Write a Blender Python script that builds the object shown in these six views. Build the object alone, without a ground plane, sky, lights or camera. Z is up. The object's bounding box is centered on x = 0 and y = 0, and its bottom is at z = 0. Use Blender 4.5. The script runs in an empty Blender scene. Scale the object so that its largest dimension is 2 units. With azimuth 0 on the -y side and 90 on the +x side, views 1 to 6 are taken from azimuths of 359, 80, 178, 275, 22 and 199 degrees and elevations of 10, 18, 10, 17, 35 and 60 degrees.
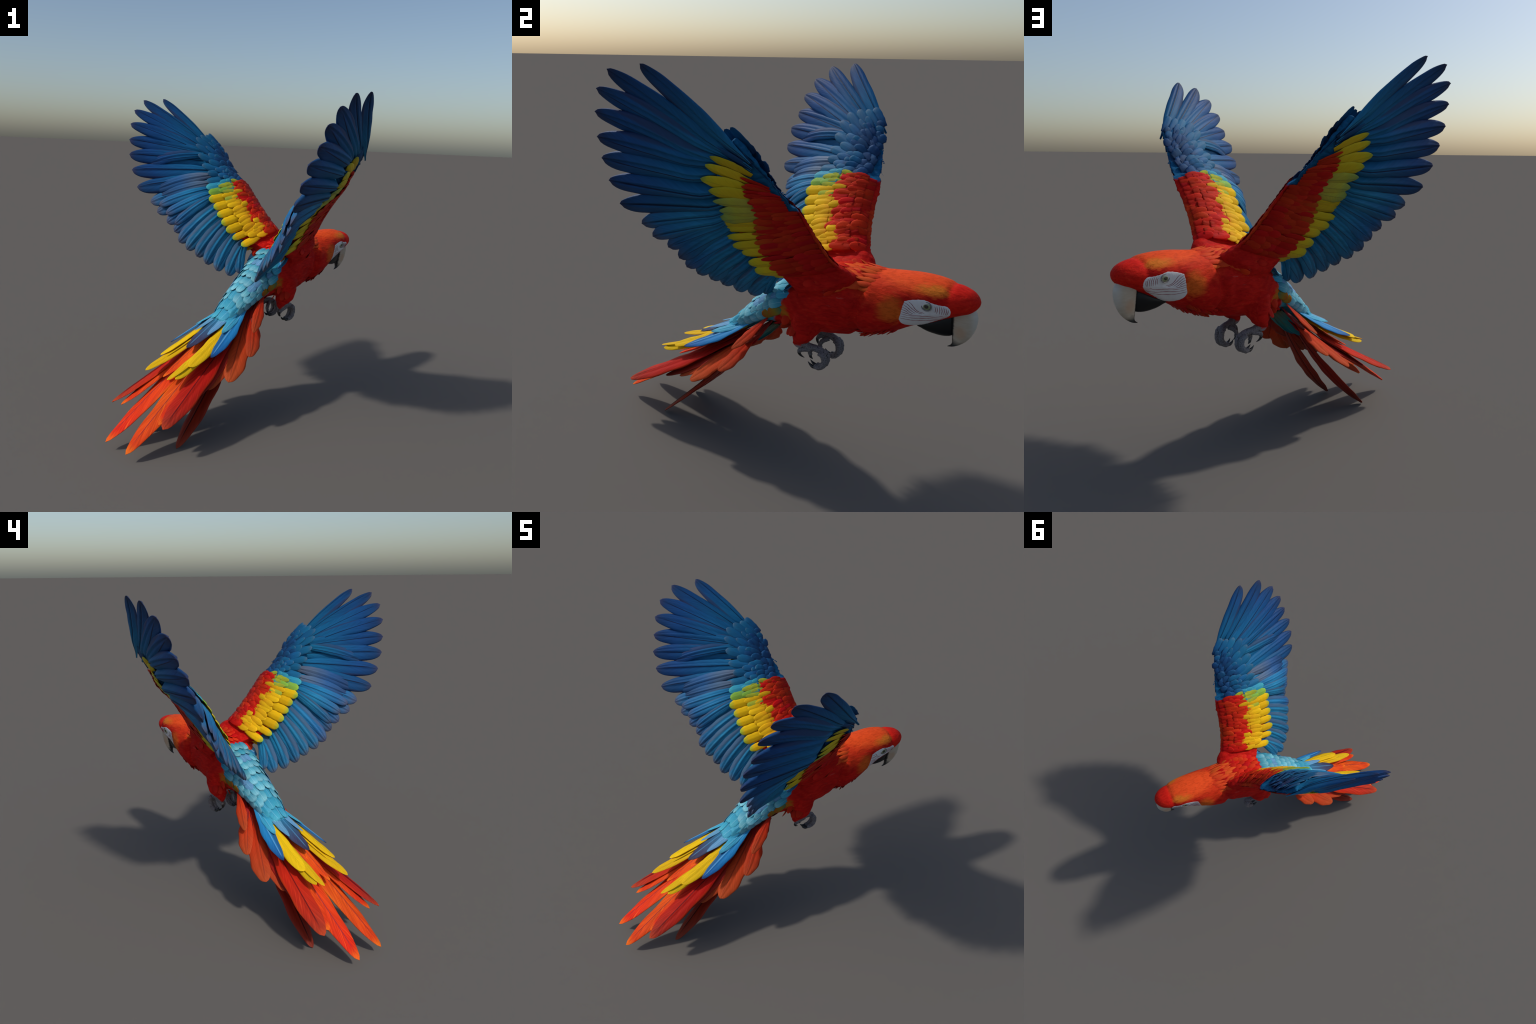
# Macaw in flight, wings raised.  Local frame: x = heading, y = bird's left, z = up.
# Everything is modelled for the left half and mirrored across y = 0.
import bpy, random
import numpy as np
from math import pi, sin, cos, sqrt, radians, exp
from mathutils import Vector, Matrix, noise
from mathutils.bvhtree import BVHTree

rng = random.Random(11)
V = Vector
MIRROR = Matrix.Diagonal((1, -1, 1, 1))
SCN = bpy.context.scene.collection


# ------------------------------------------------------------------ helpers
def smooth(e0, e1, x):
    t = min(1.0, max(0.0, (x - e0) / (e1 - e0)))
    return t * t * (3 - 2 * t)


def catmull(table, t):
    """Catmull-Rom through rows of `table` at fractional index t."""
    n = len(table)
    t = min(max(t, 0.0), n - 1.0)
    i = min(int(t), n - 2)
    f = t - i
    p1, p2 = np.array(table[i]), np.array(table[i + 1])
    p0 = np.array(table[i - 1]) if i > 0 else 2 * p1 - p2
    p3 = np.array(table[i + 2]) if i + 2 < n else 2 * p2 - p1
    return 0.5 * ((2 * p1) + (p2 - p0) * f + (2 * p0 - 5 * p1 + 4 * p2 - p3) * f * f
                  + (3 * p1 - p0 - 3 * p2 + p3) * f ** 3)


def column(table, x):
    """Smooth lookup of a table whose first column increases."""
    xs = [r[0] for r in table]
    x = min(max(x, xs[0]), xs[-1])
    i = int(np.searchsorted(xs, x, side='right')) - 1
    i = min(i, len(xs) - 2)
    return catmull([r[1:] for r in table], i + (x - xs[i]) / (xs[i + 1] - xs[i]))


def mesh_from(name, verts, faces, shade=True):
    me = bpy.data.meshes.new(name)
    me.from_pydata([tuple(v) for v in verts], [], faces)
    me.update()
    if shade:
        me.polygons.foreach_set('use_smooth', [True] * len(me.polygons))
    return me


def add(name, me, parent, mat=None, matrix=None):
    ob = bpy.data.objects.new(name, me)
    SCN.objects.link(ob)
    ob.parent = parent
    if matrix is not None:
        ob.matrix_local = matrix
    if mat and me and not me.materials:
        me.materials.append(mat)
    return ob


def loft(rings, cap=True):
    """Closed rings of equal count -> verts, faces."""
    n = len(rings[0])
    verts = [p for r in rings for p in r]
    faces = []
    for i in range(len(rings) - 1):
        for j in range(n):
            k = (j + 1) % n
            faces.append((i * n + j, i * n + k, (i + 1) * n + k, (i + 1) * n + j))
    if cap:
        faces.append(tuple(range(n))[::-1])
        faces.append(tuple(range((len(rings) - 1) * n, len(rings) * n)))
    return verts, faces


def tube(path, radii, n=12, flat=1.0, up=V((0, 0, 1)), bump=None):
    """Sweep of an ellipse along a path of Vectors."""
    rings = []
    m = len(path)
    for i, p in enumerate(path):
        t = (path[min(i + 1, m - 1)] - path[max(i - 1, 0)]).normalized()
        s = t.cross(up)
        if s.length < 1e-4:
            s = t.cross(V((1, 0, 0)))
        s.normalize()
        u = s.cross(t)
        r = radii[i]
        ring = []
        for j in range(n):
            th = 2 * pi * j / n
            q = r * (1 + (bump(i, th) if bump else 0))
            ring.append(p + s * (cos(th) * q * flat) + u * (sin(th) * q))
        rings.append(ring)
    return loft(rings)


def spline(points, n):
    """Vectors along a Catmull-Rom curve; extra components (radius) kept."""
    out = []
    for k in range(n):
        out.append(catmull(points, (len(points) - 1) * k / (n - 1)))
    return out


# ------------------------------------------------------------------ node helpers
class Nodes:
    def __init__(self, name):
        self.mat = bpy.data.materials.new(name)
        self.mat.use_nodes = True
        self.t = self.mat.node_tree
        self.b = self.t.nodes['Principled BSDF']
        self.tc = self.t.nodes.new('ShaderNodeTexCoord')
        self.obj = self.tc.outputs['Object']

    def n(self, kind, **kw):
        nd = self.t.nodes.new('ShaderNode' + kind)
        for k, v in kw.items():
            setattr(nd, k, v)
        return nd

    def put(self, sock, v):
        if hasattr(v, 'is_output'):
            self.t.links.new(v, sock)
        else:
            sock.default_value = v

    def math(self, op, a, b=0.0, c=0.0, clamp=False):
        nd = self.n('Math', operation=op, use_clamp=clamp)
        for s, v in zip(nd.inputs, (a, b, c)):
            self.put(s, v)
        return nd.outputs[0]

    def vec(self, op, a, b=(0, 0, 0)):
        nd = self.n('VectorMath', operation=op)
        self.put(nd.inputs[0], a)
        self.put(nd.inputs[1], b)
        return nd.outputs['Value' if op in ('LENGTH', 'DISTANCE', 'DOT_PRODUCT') else 'Vector']

    def sep(self, v):
        nd = self.n('SeparateXYZ')
        self.put(nd.inputs[0], v)
        return nd.outputs

    def comb(self, x, y, z):
        nd = self.n('CombineXYZ')
        for s, v in zip(nd.inputs, (x, y, z)):
            self.put(s, v)
        return nd.outputs[0]

    def ramp(self, f, stops, ease='LINEAR'):
        nd = self.n('ValToRGB')
        cr = nd.color_ramp
        cr.interpolation = ease
        while len(cr.elements) < len(stops):
            cr.elements.new(0.5)
        for e, (p, c) in zip(cr.elements, stops):
            e.position = p
            e.color = (*c, 1) if len(c) == 3 else c
        self.put(nd.inputs[0], f)
        return nd.outputs[0]

    def step(self, x, a, b, lo=0.0, hi=1.0):
        nd = self.n('MapRange', interpolation_type='SMOOTHSTEP')
        for s, v in zip(nd.inputs, (x, a, b, lo, hi)):
            self.put(s, v)
        return nd.outputs[0]

    def mix(self, f, a, b, mode='MIX'):
        nd = self.n('Mix', data_type='RGBA', blend_type=mode)
        self.put(nd.inputs['Factor'], f)
        for s, v in ((nd.inputs[6], a), (nd.inputs[7], b)):
            self.put(s, (*v, 1) if isinstance(v, tuple) and len(v) == 3 else v)
        return nd.outputs[2]

    def noise(self, vec, scale, detail=3.0, rough=0.55, dist=0.0):
        nd = self.n('TexNoise')
        self.put(nd.inputs['Vector'], vec)
        nd.inputs['Scale'].default_value = scale
        nd.inputs['Detail'].default_value = detail
        nd.inputs['Roughness'].default_value = rough
        nd.inputs['Distortion'].default_value = dist
        return nd.outputs['Fac']

    def blob(self, coord, centre, radii, a=0.7, b=1.0):
        """1 inside an ellipsoid, falling to 0 outside."""
        d = self.vec('SUBTRACT', coord, centre)
        d = self.vec('DIVIDE', d, radii)
        return self.step(self.vec('LENGTH', d), a, b, 1.0, 0.0)

    def bump(self, h, strength, dist=0.002):
        nd = self.n('Bump')
        nd.inputs['Strength'].default_value = strength
        nd.inputs['Distance'].default_value = dist
        self.put(nd.inputs['Height'], h)
        self.t.links.new(nd.outputs[0], self.b.inputs['Normal'])

    def done(self, colour, rough=0.5, spec=0.35, sheen=0.0):
        self.put(self.b.inputs['Base Color'], colour)
        self.put(self.b.inputs['Roughness'], rough)
        self.b.inputs['Specular IOR Level'].default_value = spec
        self.b.inputs['Sheen Weight'].default_value = sheen
        return self.mat


def feather_material(name, stops, shaft=(0.02, 0.02, 0.03), shaft_amount=0.55, shaft_w=0.03,
                     streak=0.35, vary=0.12, rim=None, rim_amount=0.6, vane=None, back=None, hue=0.010, spec=0.16, glint=None):
    """Object x runs 0..1 from quill to tip, y -0.5..0.5 across the vane."""
    m = Nodes(name)
    x, y, z = m.sep(m.obj)
    ay = m.math('ABSOLUTE', y)
    rnd = m.n('ObjectInfo').outputs['Random']
    seed = m.math('MULTIPLY', rnd, 37.0)
    wob = m.noise(m.comb(m.math('MULTIPLY', x, 5.0), m.math('MULTIPLY', y, 3.0), seed), 1.0, 2)
    xx = m.math('ADD', x, m.math('MULTIPLY', m.math('SUBTRACT', wob, 0.5), 0.14))
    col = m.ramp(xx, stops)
    if vane:   # a second colour on one side of the quill
        c2, lo, hi = vane
        col = m.mix(m.step(y, lo, hi), col, c2)
    # barbs: fine slanted streaks leaving the quill
    u = m.math('MULTIPLY', m.math('SUBTRACT', x, m.math('MULTIPLY', ay, 0.45)), 46.0)
    barb = m.noise(m.comb(u, m.math('MULTIPLY', y, 2.2), seed), 1.0, 3, 0.6)
    f = m.step(barb, 0.3, 0.7)
    dark = m.mix(1.0, col, (0.62, 0.62, 0.66), 'MULTIPLY')
    col = m.mix(m.math('MULTIPLY', m.math('SUBTRACT', 1.0, f), streak), col, dark)
    light = glint if glint else m.mix(0.5, col, m.mix(1.0, col, (1.5, 1.5, 1.5), 'MULTIPLY'))
    col = m.mix(m.math('MULTIPLY', m.step(barb, 0.58, 0.8), streak * 0.6), col, light)
    if rim:
        r = m.math('MAXIMUM', m.step(ay, 0.40, 0.49), m.step(x, 0.93, 0.995))
        col = m.mix(m.math('MULTIPLY', r, rim_amount), col, rim)
    if back:
        col = m.mix(m.step(z, 0.0, -0.02, 0.0, 1.0), col, back)
    sm = m.math('MULTIPLY', m.step(ay, shaft_w * 0.4, shaft_w, 1.0, 0.0), m.step(x, 0.97, 0.85))
    col = m.mix(m.math('MULTIPLY', sm, shaft_amount), col, shaft)
    hsv = m.n('HueSaturation')
    m.put(hsv.inputs['Value'], m.math('ADD', 1.0 - vary, m.math('MULTIPLY', rnd, 2 * vary)))
    m.put(hsv.inputs['Hue'], m.math('ADD', 0.5 - hue * 0.2, m.math('MULTIPLY', m.math('FRACT', m.math('MULTIPLY', rnd, 13.0)), hue)))
    m.put(hsv.inputs['Color'], col)
    m.bump(barb, 0.35, 0.003)
    return m.done(hsv.outputs[0], 0.58, spec if stops[-1][1][0] < 0.3 else 0.06)


# ------------------------------------------------------------------ palette (linear)
RED = (0.64, 0.012, 0.008)
DEEP = (0.42, 0.006, 0.006)
ORANGE = (0.80, 0.105, 0.018)
AMBER = (0.72, 0.20, 0.02)
YELLOW = (0.80, 0.46, 0.008)
GREEN = (0.22, 0.42, 0.06)
TEAL = (0.03, 0.30, 0.42)
BLUE = (0.010, 0.125, 0.28)
NAVY = (0.010, 0.042, 0.115)
SKY = (0.018, 0.21, 0.40)
TURQ = (0.12, 0.46, 0.60)

M = {}
M['primary'] = feather_material('primary_blue', [(0, SKY), (0.45, (0.010, 0.135, 0.29)), (0.8, (0.01, 0.08, 0.23)), (1, NAVY)],
                                rim=(0.03, 0.03, 0.07), shaft=(0.004, 0.008, 0.03), shaft_amount=0.85, shaft_w=0.035, streak=0.5)
M['secondary'] = feather_material('secondary_blue', [(0, BLUE), (0.55, SKY), (0.85, (0.016, 0.13, 0.30)), (1, (0.06, 0.09, 0.16))],
                                  rim=(0.05, 0.05, 0.09), shaft=(0.005, 0.015, 0.045), shaft_amount=0.7, streak=0.5)
M['tertial'] = feather_material('tertial_blue', [(0, BLUE), (0.6, (0.015, 0.20, 0.38)), (0.9, (0.02, 0.15, 0.30)), (1, (0.08, 0.12, 0.18))],
                                rim=(0.06, 0.06, 0.10), shaft=(0.005, 0.02, 0.05), shaft_amount=0.6, streak=0.5)
M['mauve'] = feather_material('mauve_blue', [(0, (0.16, 0.19, 0.25)), (0.4, (0.09, 0.16, 0.26)), (0.65, (0.025, 0.11, 0.27)), (1, NAVY)],
                              shaft=(0.01, 0.02, 0.06))
M['blue_covert'] = feather_material('blue_covert', [(0, NAVY), (0.5, BLUE), (0.85, (0.012, 0.14, 0.28)), (1, (0.045, 0.13, 0.22))],
                                    rim=(0.07, 0.12, 0.2), rim_amount=0.35, shaft_amount=0.15)
M['navy_covert'] = feather_material('navy_covert', [(0, NAVY), (0.6, (0.010, 0.078, 0.20)), (1, (0.014, 0.10, 0.235))],
                                    rim=(0.03, 0.09, 0.22), rim_amount=0.35, shaft_amount=0.1)
M['teal_covert'] = feather_material('teal_covert', [(0, BLUE), (0.5, (0.03, 0.30, 0.46)), (1, (0.05, 0.36, 0.42))], shaft_amount=0.15)
M['green_covert'] = feather_material('green_covert', [(0, (0.05, 0.30, 0.36)), (0.5, GREEN), (1, (0.26, 0.48, 0.05))], shaft_amount=0.15)
M['yellow_green'] = feather_material('yellow_green_covert', [(0, GREEN), (0.45, (0.45, 0.45, 0.03)), (1, (0.30, 0.38, 0.05))], shaft_amount=0.15)
M['yellow'] = feather_material('yellow_covert', [(0, (0.62, 0.36, 0.01)), (0.5, YELLOW), (0.78, YELLOW), (0.98, (0.30, 0.42, 0.04))],
                               shaft_amount=0.12, streak=0.25, shaft=(0.4, 0.24, 0.01))
M['yellow_small'] = feather_material('yellow_small_covert', [(0, (0.72, 0.30, 0.01)), (0.4, (0.82, 0.44, 0.010)), (1, (0.84, 0.49, 0.012))],
                                     shaft_amount=0.1, streak=0.25, shaft=(0.5, 0.26, 0.01))
M['under_yellow'] = feather_material('under_yellow_covert', [(0, (0.62, 0.40, 0.01)), (0.7, (0.66, 0.47, 0.014)), (0.9, (0.52, 0.46, 0.02)), (1, (0.26, 0.34, 0.06))],
                                     shaft_amount=0.35, streak=0.3, shaft=(0.2, 0.2, 0.02))
M['under_pale'] = feather_material('under_pale_covert', [(0, (0.45, 0.36, 0.06)), (0.6, (0.46, 0.46, 0.05)), (1, (0.22, 0.36, 0.10))], shaft_amount=0.3)
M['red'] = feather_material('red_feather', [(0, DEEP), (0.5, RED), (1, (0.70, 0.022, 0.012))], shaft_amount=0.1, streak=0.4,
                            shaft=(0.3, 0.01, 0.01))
M['deep_red'] = feather_material('deep_red_feather', [(0, DEEP), (0.6, (0.50, 0.010, 0.008)), (1, (0.56, 0.014, 0.01))],
                                 shaft_amount=0.1, streak=0.4, shaft=(0.2, 0.01, 0.01))
M['orange_nape'] = feather_material('orange_nape_feather', [(0, (0.62, 0.03, 0.01)), (0.5, (0.74, 0.07, 0.016)), (1, (0.78, 0.09, 0.02))],
                                    shaft_amount=0.1, streak=0.45, shaft=(0.4, 0.02, 0.01))
M['rust'] = feather_material('rust_feather', [(0, DEEP), (0.5, (0.52, 0.05, 0.01)), (1, (0.50, 0.09, 0.01))], shaft_amount=0.15)
M['turquoise'] = feather_material('turquoise_feather', [(0, (0.025, 0.22, 0.34)), (0.5, (0.075, 0.36, 0.47)), (0.88, (0.19, 0.50, 0.58)), (1, (0.08, 0.28, 0.36))],
                                  shaft=(0.5, 0.75, 0.85), shaft_amount=0.25, streak=0.45, vary=0.16)
M['aqua'] = feather_material('aqua_feather', [(0, (0.02, 0.21, 0.36)), (0.5, (0.04, 0.33, 0.48)), (0.9, (0.07, 0.40, 0.53)), (1, (0.04, 0.26, 0.36))],
                             shaft=(0.4, 0.7, 0.85), shaft_amount=0.3, streak=0.4)
M['slate'] = feather_material('slate_blue_feather', [(0, (0.05, 0.26, 0.44)), (0.6, (0.12, 0.33, 0.52)), (1, (0.12, 0.30, 0.50))],
                              shaft=(0.5, 0.7, 0.9), shaft_amount=0.25, streak=0.4)
M['flank'] = feather_material('olive_flank_feather', [(0, (0.04, 0.16, 0.08)), (0.5, (0.26, 0.17, 0.02)), (1, (0.34, 0.07, 0.01))], shaft_amount=0.05)
M['tail_blue'] = feather_material('tail_blue', [(0, (0.03, 0.30, 0.55)), (0.6, (0.02, 0.24, 0.52)), (0.9, (0.015, 0.12, 0.34)), (1, NAVY)],
                                  shaft=(0.2, 0.5, 0.7), shaft_amount=0.5, shaft_w=0.05, vane=((0.02, 0.12, 0.26), 0.05, 0.18))
M['tail_dusk'] = feather_material('tail_dusky_blue', [(0, (0.03, 0.22, 0.36)), (0.4, (0.025, 0.14, 0.26)), (0.75, (0.045, 0.05, 0.11)), (1, (0.03, 0.025, 0.055))],
                                  shaft=(0.08, 0.28, 0.5), shaft_amount=0.5, shaft_w=0.05, streak=0.5)
M['tail_yellow'] = feather_material('tail_yellow', [(0, (0.5, 0.42, 0.01)), (0.3, YELLOW), (1, (0.80, 0.48, 0.010))],
                                    shaft=(0.45, 0.32, 0.01), shaft_amount=0.55, streak=0.5)
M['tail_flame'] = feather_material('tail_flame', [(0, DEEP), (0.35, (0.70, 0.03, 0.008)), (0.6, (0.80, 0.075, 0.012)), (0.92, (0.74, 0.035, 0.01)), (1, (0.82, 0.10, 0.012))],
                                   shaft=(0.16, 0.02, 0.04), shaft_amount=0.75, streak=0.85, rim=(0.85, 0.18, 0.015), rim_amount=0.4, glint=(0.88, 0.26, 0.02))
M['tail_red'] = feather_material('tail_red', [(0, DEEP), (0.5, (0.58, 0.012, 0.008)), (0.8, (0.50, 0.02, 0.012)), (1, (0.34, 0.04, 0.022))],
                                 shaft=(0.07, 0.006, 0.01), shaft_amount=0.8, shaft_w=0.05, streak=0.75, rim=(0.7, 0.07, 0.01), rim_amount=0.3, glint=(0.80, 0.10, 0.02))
M['tail_crimson'] = feather_material('tail_crimson', [(0, (0.25, 0.004, 0.004)), (0.6, (0.36, 0.008, 0.006)), (1, (0.20, 0.02, 0.012))],
                                     shaft=(0.012, 0.004, 0.006), shaft_amount=0.9, shaft_w=0.045, streak=0.5)
M['tail_rust'] = feather_material('tail_rust', [(0, (0.4, 0.01, 0.006)), (0.4, (0.56, 0.035, 0.010)), (1, (0.44, 0.065, 0.020))],
                                  shaft=(0.16, 0.02, 0.012), shaft_amount=0.6, shaft_w=0.04, streak=0.5)
M['tail_under'] = feather_material('undertail_teal', [(0, (0.12, 0.12, 0.06)), (0.5, (0.015, 0.20, 0.20)), (1, (0.01, 0.10, 0.17))],
                                   shaft_amount=0.2)


# ------------------------------------------------------------------ feather meshes
def feather_mesh(name, nx=18, ny=10, root_w=0.45, belly=0.35, tip_at=0.6, tip_p=2.0, tip_e=0.5, lead=0.5,
                 camber=0.10, thick=0.07, root_thick=0.0, knee=0.4, ridge=0.02, droop=0.0, bow_y=0.0, bow_z=0.0, twist=0.0, ripple=0.0, seed=0):
    """Unit feather: x 0..1 along the quill, y -0.5..0.5 across, z up.
    lead = share of the width in front of the quill (+y side)."""
    r = random.Random(seed)
    xs = [1 - cos(pi / 2 * (i / (nx - 1))) for i in range(nx)]
    xs = [1 - v for v in xs[::-1]]
    xs = [0.55 * v + 0.45 * i / (nx - 1) for i, v in enumerate(xs)]
    top, bot = [], []
    ph = r.random() * 6
    for x in xs:
        w = root_w + (1 - root_w) * smooth(0, belly, x)
        if x > tip_at:
            q = (x - tip_at) / (1 - tip_at)
            w *= max(0.0, 1 - q ** tip_p) ** tip_e
        w = max(w, 0.012)
        for j in range(ny + 1):
            c = -1 + 2 * j / ny
            half = lead if c > 0 else (1 - lead)
            y = c * half * w * (1 + ripple * 0.10 * sin(x * 23 + ph + 2 * c) * abs(c) ** 3)
            e = 1 - abs(c) ** 2.2
            z = camber * (w * (1 - c * c) - 1) + droop * x * x
            z += ridge * (exp(-(c / 0.10) ** 2) - 1.3 * exp(-((abs(c) - 0.24) / 0.13) ** 2)) * w
            z += ripple * 0.02 * sin(x * 31 + 3 * abs(c) + ph) * abs(c) * w
            tk = thick * (0.25 + 0.75 * e) * (0.3 + 0.7 * w) + root_thick * min(1.0, (1 - x) / (1 - knee)) ** 0.75 * smooth(0, knee, x) * (0.35 + 0.65 * e)
            a = twist * x
            yy, zz = y * cos(a) - z * sin(a), y * sin(a) + z * cos(a)
            oy = 4 * bow_y * x * (1 - x)
            oz = 4 * bow_z * x * (1 - x)
            top.append((x, yy + oy, zz + oz))
            zb = z - tk
            yy, zz = y * cos(a) - zb * sin(a), y * sin(a) + zb * cos(a)
            bot.append((x, yy + oy, zz + oz))
    n = ny + 1
    verts = top + bot
    o = len(top)
    f = []
    for i in range(nx - 1):
        for j in range(ny):
            k = i * n + j
            f.append((k, k + n, k + n + 1, k + 1))
            f.append((o + k, o + k + 1, o + k + n + 1, o + k + n))
        for j in (0, ny):
            k = i * n + j
            q = (k, o + k, o + k + n, k + n)
            f.append(q if j == 0 else q[::-1])
    f.append(tuple(list(range(n)) + [o + j for j in range(n - 1, -1, -1)]))
    e0 = (nx - 1) * n
    f.append(tuple([e0 + j for j in range(n - 1, -1, -1)] + [o + e0 + j for j in range(n)]))
    return mesh_from(name, verts, f)


_cache = {}


def shape(kind, mat, variant=0):
    """Shared feather mesh of a kind carrying a material."""
    key = (kind, mat, variant)
    if key not in _cache:
        p = dict(
            round=dict(root_w=0.7, belly=0.4, tip_at=0.58, tip_p=2.1, camber=0.13, thick=0.07, nx=13, ny=8, ridge=0.016),
            oval=dict(root_w=0.65, belly=0.4, tip_at=0.50, tip_p=2.0, camber=0.12, thick=0.07, nx=13, ny=8, ridge=0.015),
            long=dict(root_w=0.7, belly=0.4, tip_at=0.70, tip_p=2.1, camber=0.16, thick=0.08, nx=15, ny=8, ridge=0.02),
            point=dict(root_w=0.6, belly=0.4, tip_at=0.45, tip_p=1.8, tip_e=0.58, camber=0.12, thick=0.07, nx=14, ny=8, ridge=0.02),
            lance=dict(root_w=0.6, belly=0.4, tip_at=0.2, tip_p=1.5, tip_e=0.7, camber=0.2, thick=0.12, nx=12, ny=6, ridge=0.015),
        )[kind]
        me = feather_mesh(kind + '_feather', droop=[-0.05, 0.0, 0.06, -0.1][variant % 4],
                          bow_y=[0.02, -0.03, 0.0, 0.04][variant % 4], twist=[0, 0.12, -0.12, 0.06][variant % 4],
                          ripple=0.35, seed=variant, **p)
        me.materials.append(M[mat])
        _cache[key] = me
    return _cache[key]


def frame(root, tip, normal, width, roll=0.0, depth=None):
    root, tip, normal = V(root), V(tip), V(normal)
    X = tip - root
    L = X.length
    X.normalize()
    Z = (normal - X * normal.dot(X)).normalized()
    Y = Z.cross(X)
    if roll:
        q = Matrix.Rotation(roll, 3, X)
        Y, Z = q @ Y, q @ Z
    d = width if depth is None else depth
    m = Matrix.Identity(4)
    for i in range(3):
        m[i][0], m[i][1], m[i][2], m[i][3] = X[i] * L, Y[i] * width, Z[i] * d, root[i]
    return m


def both(name, me, parents, m):
    """Feather on the left and its mirror image on the right."""
    a = add(name, me, parents[0], None, m)
    b = add(name, me, parents[1], None, MIRROR @ m)
    return a, b


# ------------------------------------------------------------------ root
root = bpy.data.objects.new('scarlet_macaw', None)
SCN.objects.link(root)
root.rotation_euler = (0, 0, radians(46.0))
root.location = (0, -0.020, 0)
root['label'] = 'red, yellow and blue macaw flying with raised wings'
root['category'] = 'parrot'

# ------------------------------------------------------------------ torso profile
# x, top, bottom, height of widest point, half width
BODY = [
    (-0.205, 0.650, 0.600, 0.625, 0.050),
    (-0.160, 0.685, 0.605, 0.650, 0.066),
    (-0.095, 0.755, 0.640, 0.698, 0.085),
    (-0.020, 0.836, 0.685, 0.752, 0.098),
    (0.060, 0.902, 0.716, 0.806, 0.110),
    (0.140, 0.966, 0.734, 0.850, 0.126),
    (0.220, 1.024, 0.738, 0.880, 0.146),
    (0.300, 1.064, 0.740, 0.900, 0.160),
    (0.380, 1.086, 0.745, 0.920, 0.158),
    (0.450, 1.099, 0.757, 0.935, 0.150),
    (0.520, 1.108, 0.780, 0.945, 0.140),
    (0.580, 1.114, 0.797, 0.950, 0.136),
    (0.640, 1.117, 0.806, 0.955, 0.142),
    (0.700, 1.123, 0.832, 0.970, 0.143),
    (0.760, 1.130, 0.860, 1.000, 0.133),
    (0.820, 1.134, 0.893, 1.030, 0.121),
    (0.870, 1.135, 0.912, 1.042, 0.115),
    (0.920, 1.131, 0.935, 1.047, 0.107),
    (0.970, 1.121, 0.965, 1.047, 0.094),
    (1.020, 1.107, 0.988, 1.045, 0.078),
    (1.055, 1.094, 1.005, 1.045, 0.060),
    (1.078, 1.078, 1.026, 1.050, 0.036),
    (1.087, 1.064, 1.042, 1.053, 0.012),
]


def body_point(x, th, grow=0.0):
    """th = 0 at the top of the back, pi/2 at the left flank, pi at the belly."""
    top, bot, mid, w = column(BODY, x)
    c, s = cos(th), sin(th)
    up = (top - mid + grow) if c > 0 else (mid - bot + grow)
    y = (w + grow) * (abs(s) ** 0.96) * (1 if s >= 0 else -1)
    z = mid + up * (abs(c) ** 0.98) * (1 if c >= 0 else -1)
    return V((x, y, z))


def body_normal(x, th):
    e = 0.004
    du = body_point(x + e, th) - body_point(x - e, th)
    dv = body_point(x, th + e) - body_point(x, th - e)
    return dv.cross(du).normalized() * (1 if True else -1)


# ------------------------------------------------------------------ wing layout (left wing)
# One row per flight feather, innermost first:
# leading-edge point, tip of upper greater covert, tip of under covert, tip of flight feather
RAYS = [
    ((.512, .160, 1.130), (.128, .142, 1.053), (.132, .186, 1.028), (-.010, .108, .888)),
    ((.495, .196, 1.170), (.081, .187, 1.092), (.115, .250, 1.060), (-.059, .161, .915)),
    ((.480, .228, 1.210), (.059, .219, 1.143), (.100, .296, 1.110), (-.104, .216, .954)),
    ((.468, .257, 1.250), (.053, .258, 1.187), (.082, .326, 1.157), (-.128, .280, .995)),
    ((.459, .288, 1.290), (.044, .291, 1.239), (.070, .360, 1.205), (-.161, .340, 1.033)),
    ((.454, .316, 1.325), (.037, .326, 1.284), (.050, .384, 1.250), (-.185, .391, 1.077)),
    ((.449, .345, 1.360), (.035, .358, 1.333), (.045, .405, 1.290), (-.181, .447, 1.137)),
    ((.445, .370, 1.390), (.037, .383, 1.374), (.055, .435, 1.330), (-.212, .485, 1.195)),
    ((.440, .394, 1.420), (.053, .410, 1.408), (.090, .480, 1.368), (-.242, .551, 1.258)),
    ((.436, .412, 1.440), (.072, .433, 1.449), (.118, .525, 1.410), (-.265, .591, 1.322)),
    ((.433, .424, 1.455), (.093, .466, 1.496), (.122, .575, 1.460), (-.325, .654, 1.417)),
    ((.430, .436, 1.470), (.091, .507, 1.551), (.132, .615, 1.510), (-.334, .698, 1.525)),
    ((.424, .450, 1.485), (.089, .554, 1.621), (.125, .645, 1.570), (-.330, .731, 1.624)),
    ((.417, .464, 1.500), (.097, .590, 1.687), (.150, .655, 1.622), (-.303, .771, 1.718)),
    ((.407, .482, 1.520), (.129, .616, 1.727), (.187, .665, 1.667), (-.274, .797, 1.822)),
    ((.396, .500, 1.542), (.172, .638, 1.751), (.215, .673, 1.702), (-.223, .826, 1.912)),
    ((.382, .520, 1.567), (.222, .637, 1.753), (.243, .674, 1.730), (-.132, .849, 1.983)),
    ((.364, .545, 1.598), (.262, .648, 1.765), (.262, .676, 1.752), (.022, .835, 2.003)),
]
NR = len(RAYS)


def ray(t):
    return [V(catmull([r[k] for r in RAYS], t)) for k in range(4)]


def wing_normal(t):
    """Points out of the upper (inner) face of the wing."""
    L, C, U, T = ray(t)
    L2, C2, U2, T2 = ray(min(t + 0.6, NR - 1))
    L1, C1, U1, T1 = ray(max(t - 0.6, 0))
    span = (C2 - C1) + (L2 - L1)
    n = (T - L).cross(span).normalized()
    return n if n.y < 0 else -n


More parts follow.
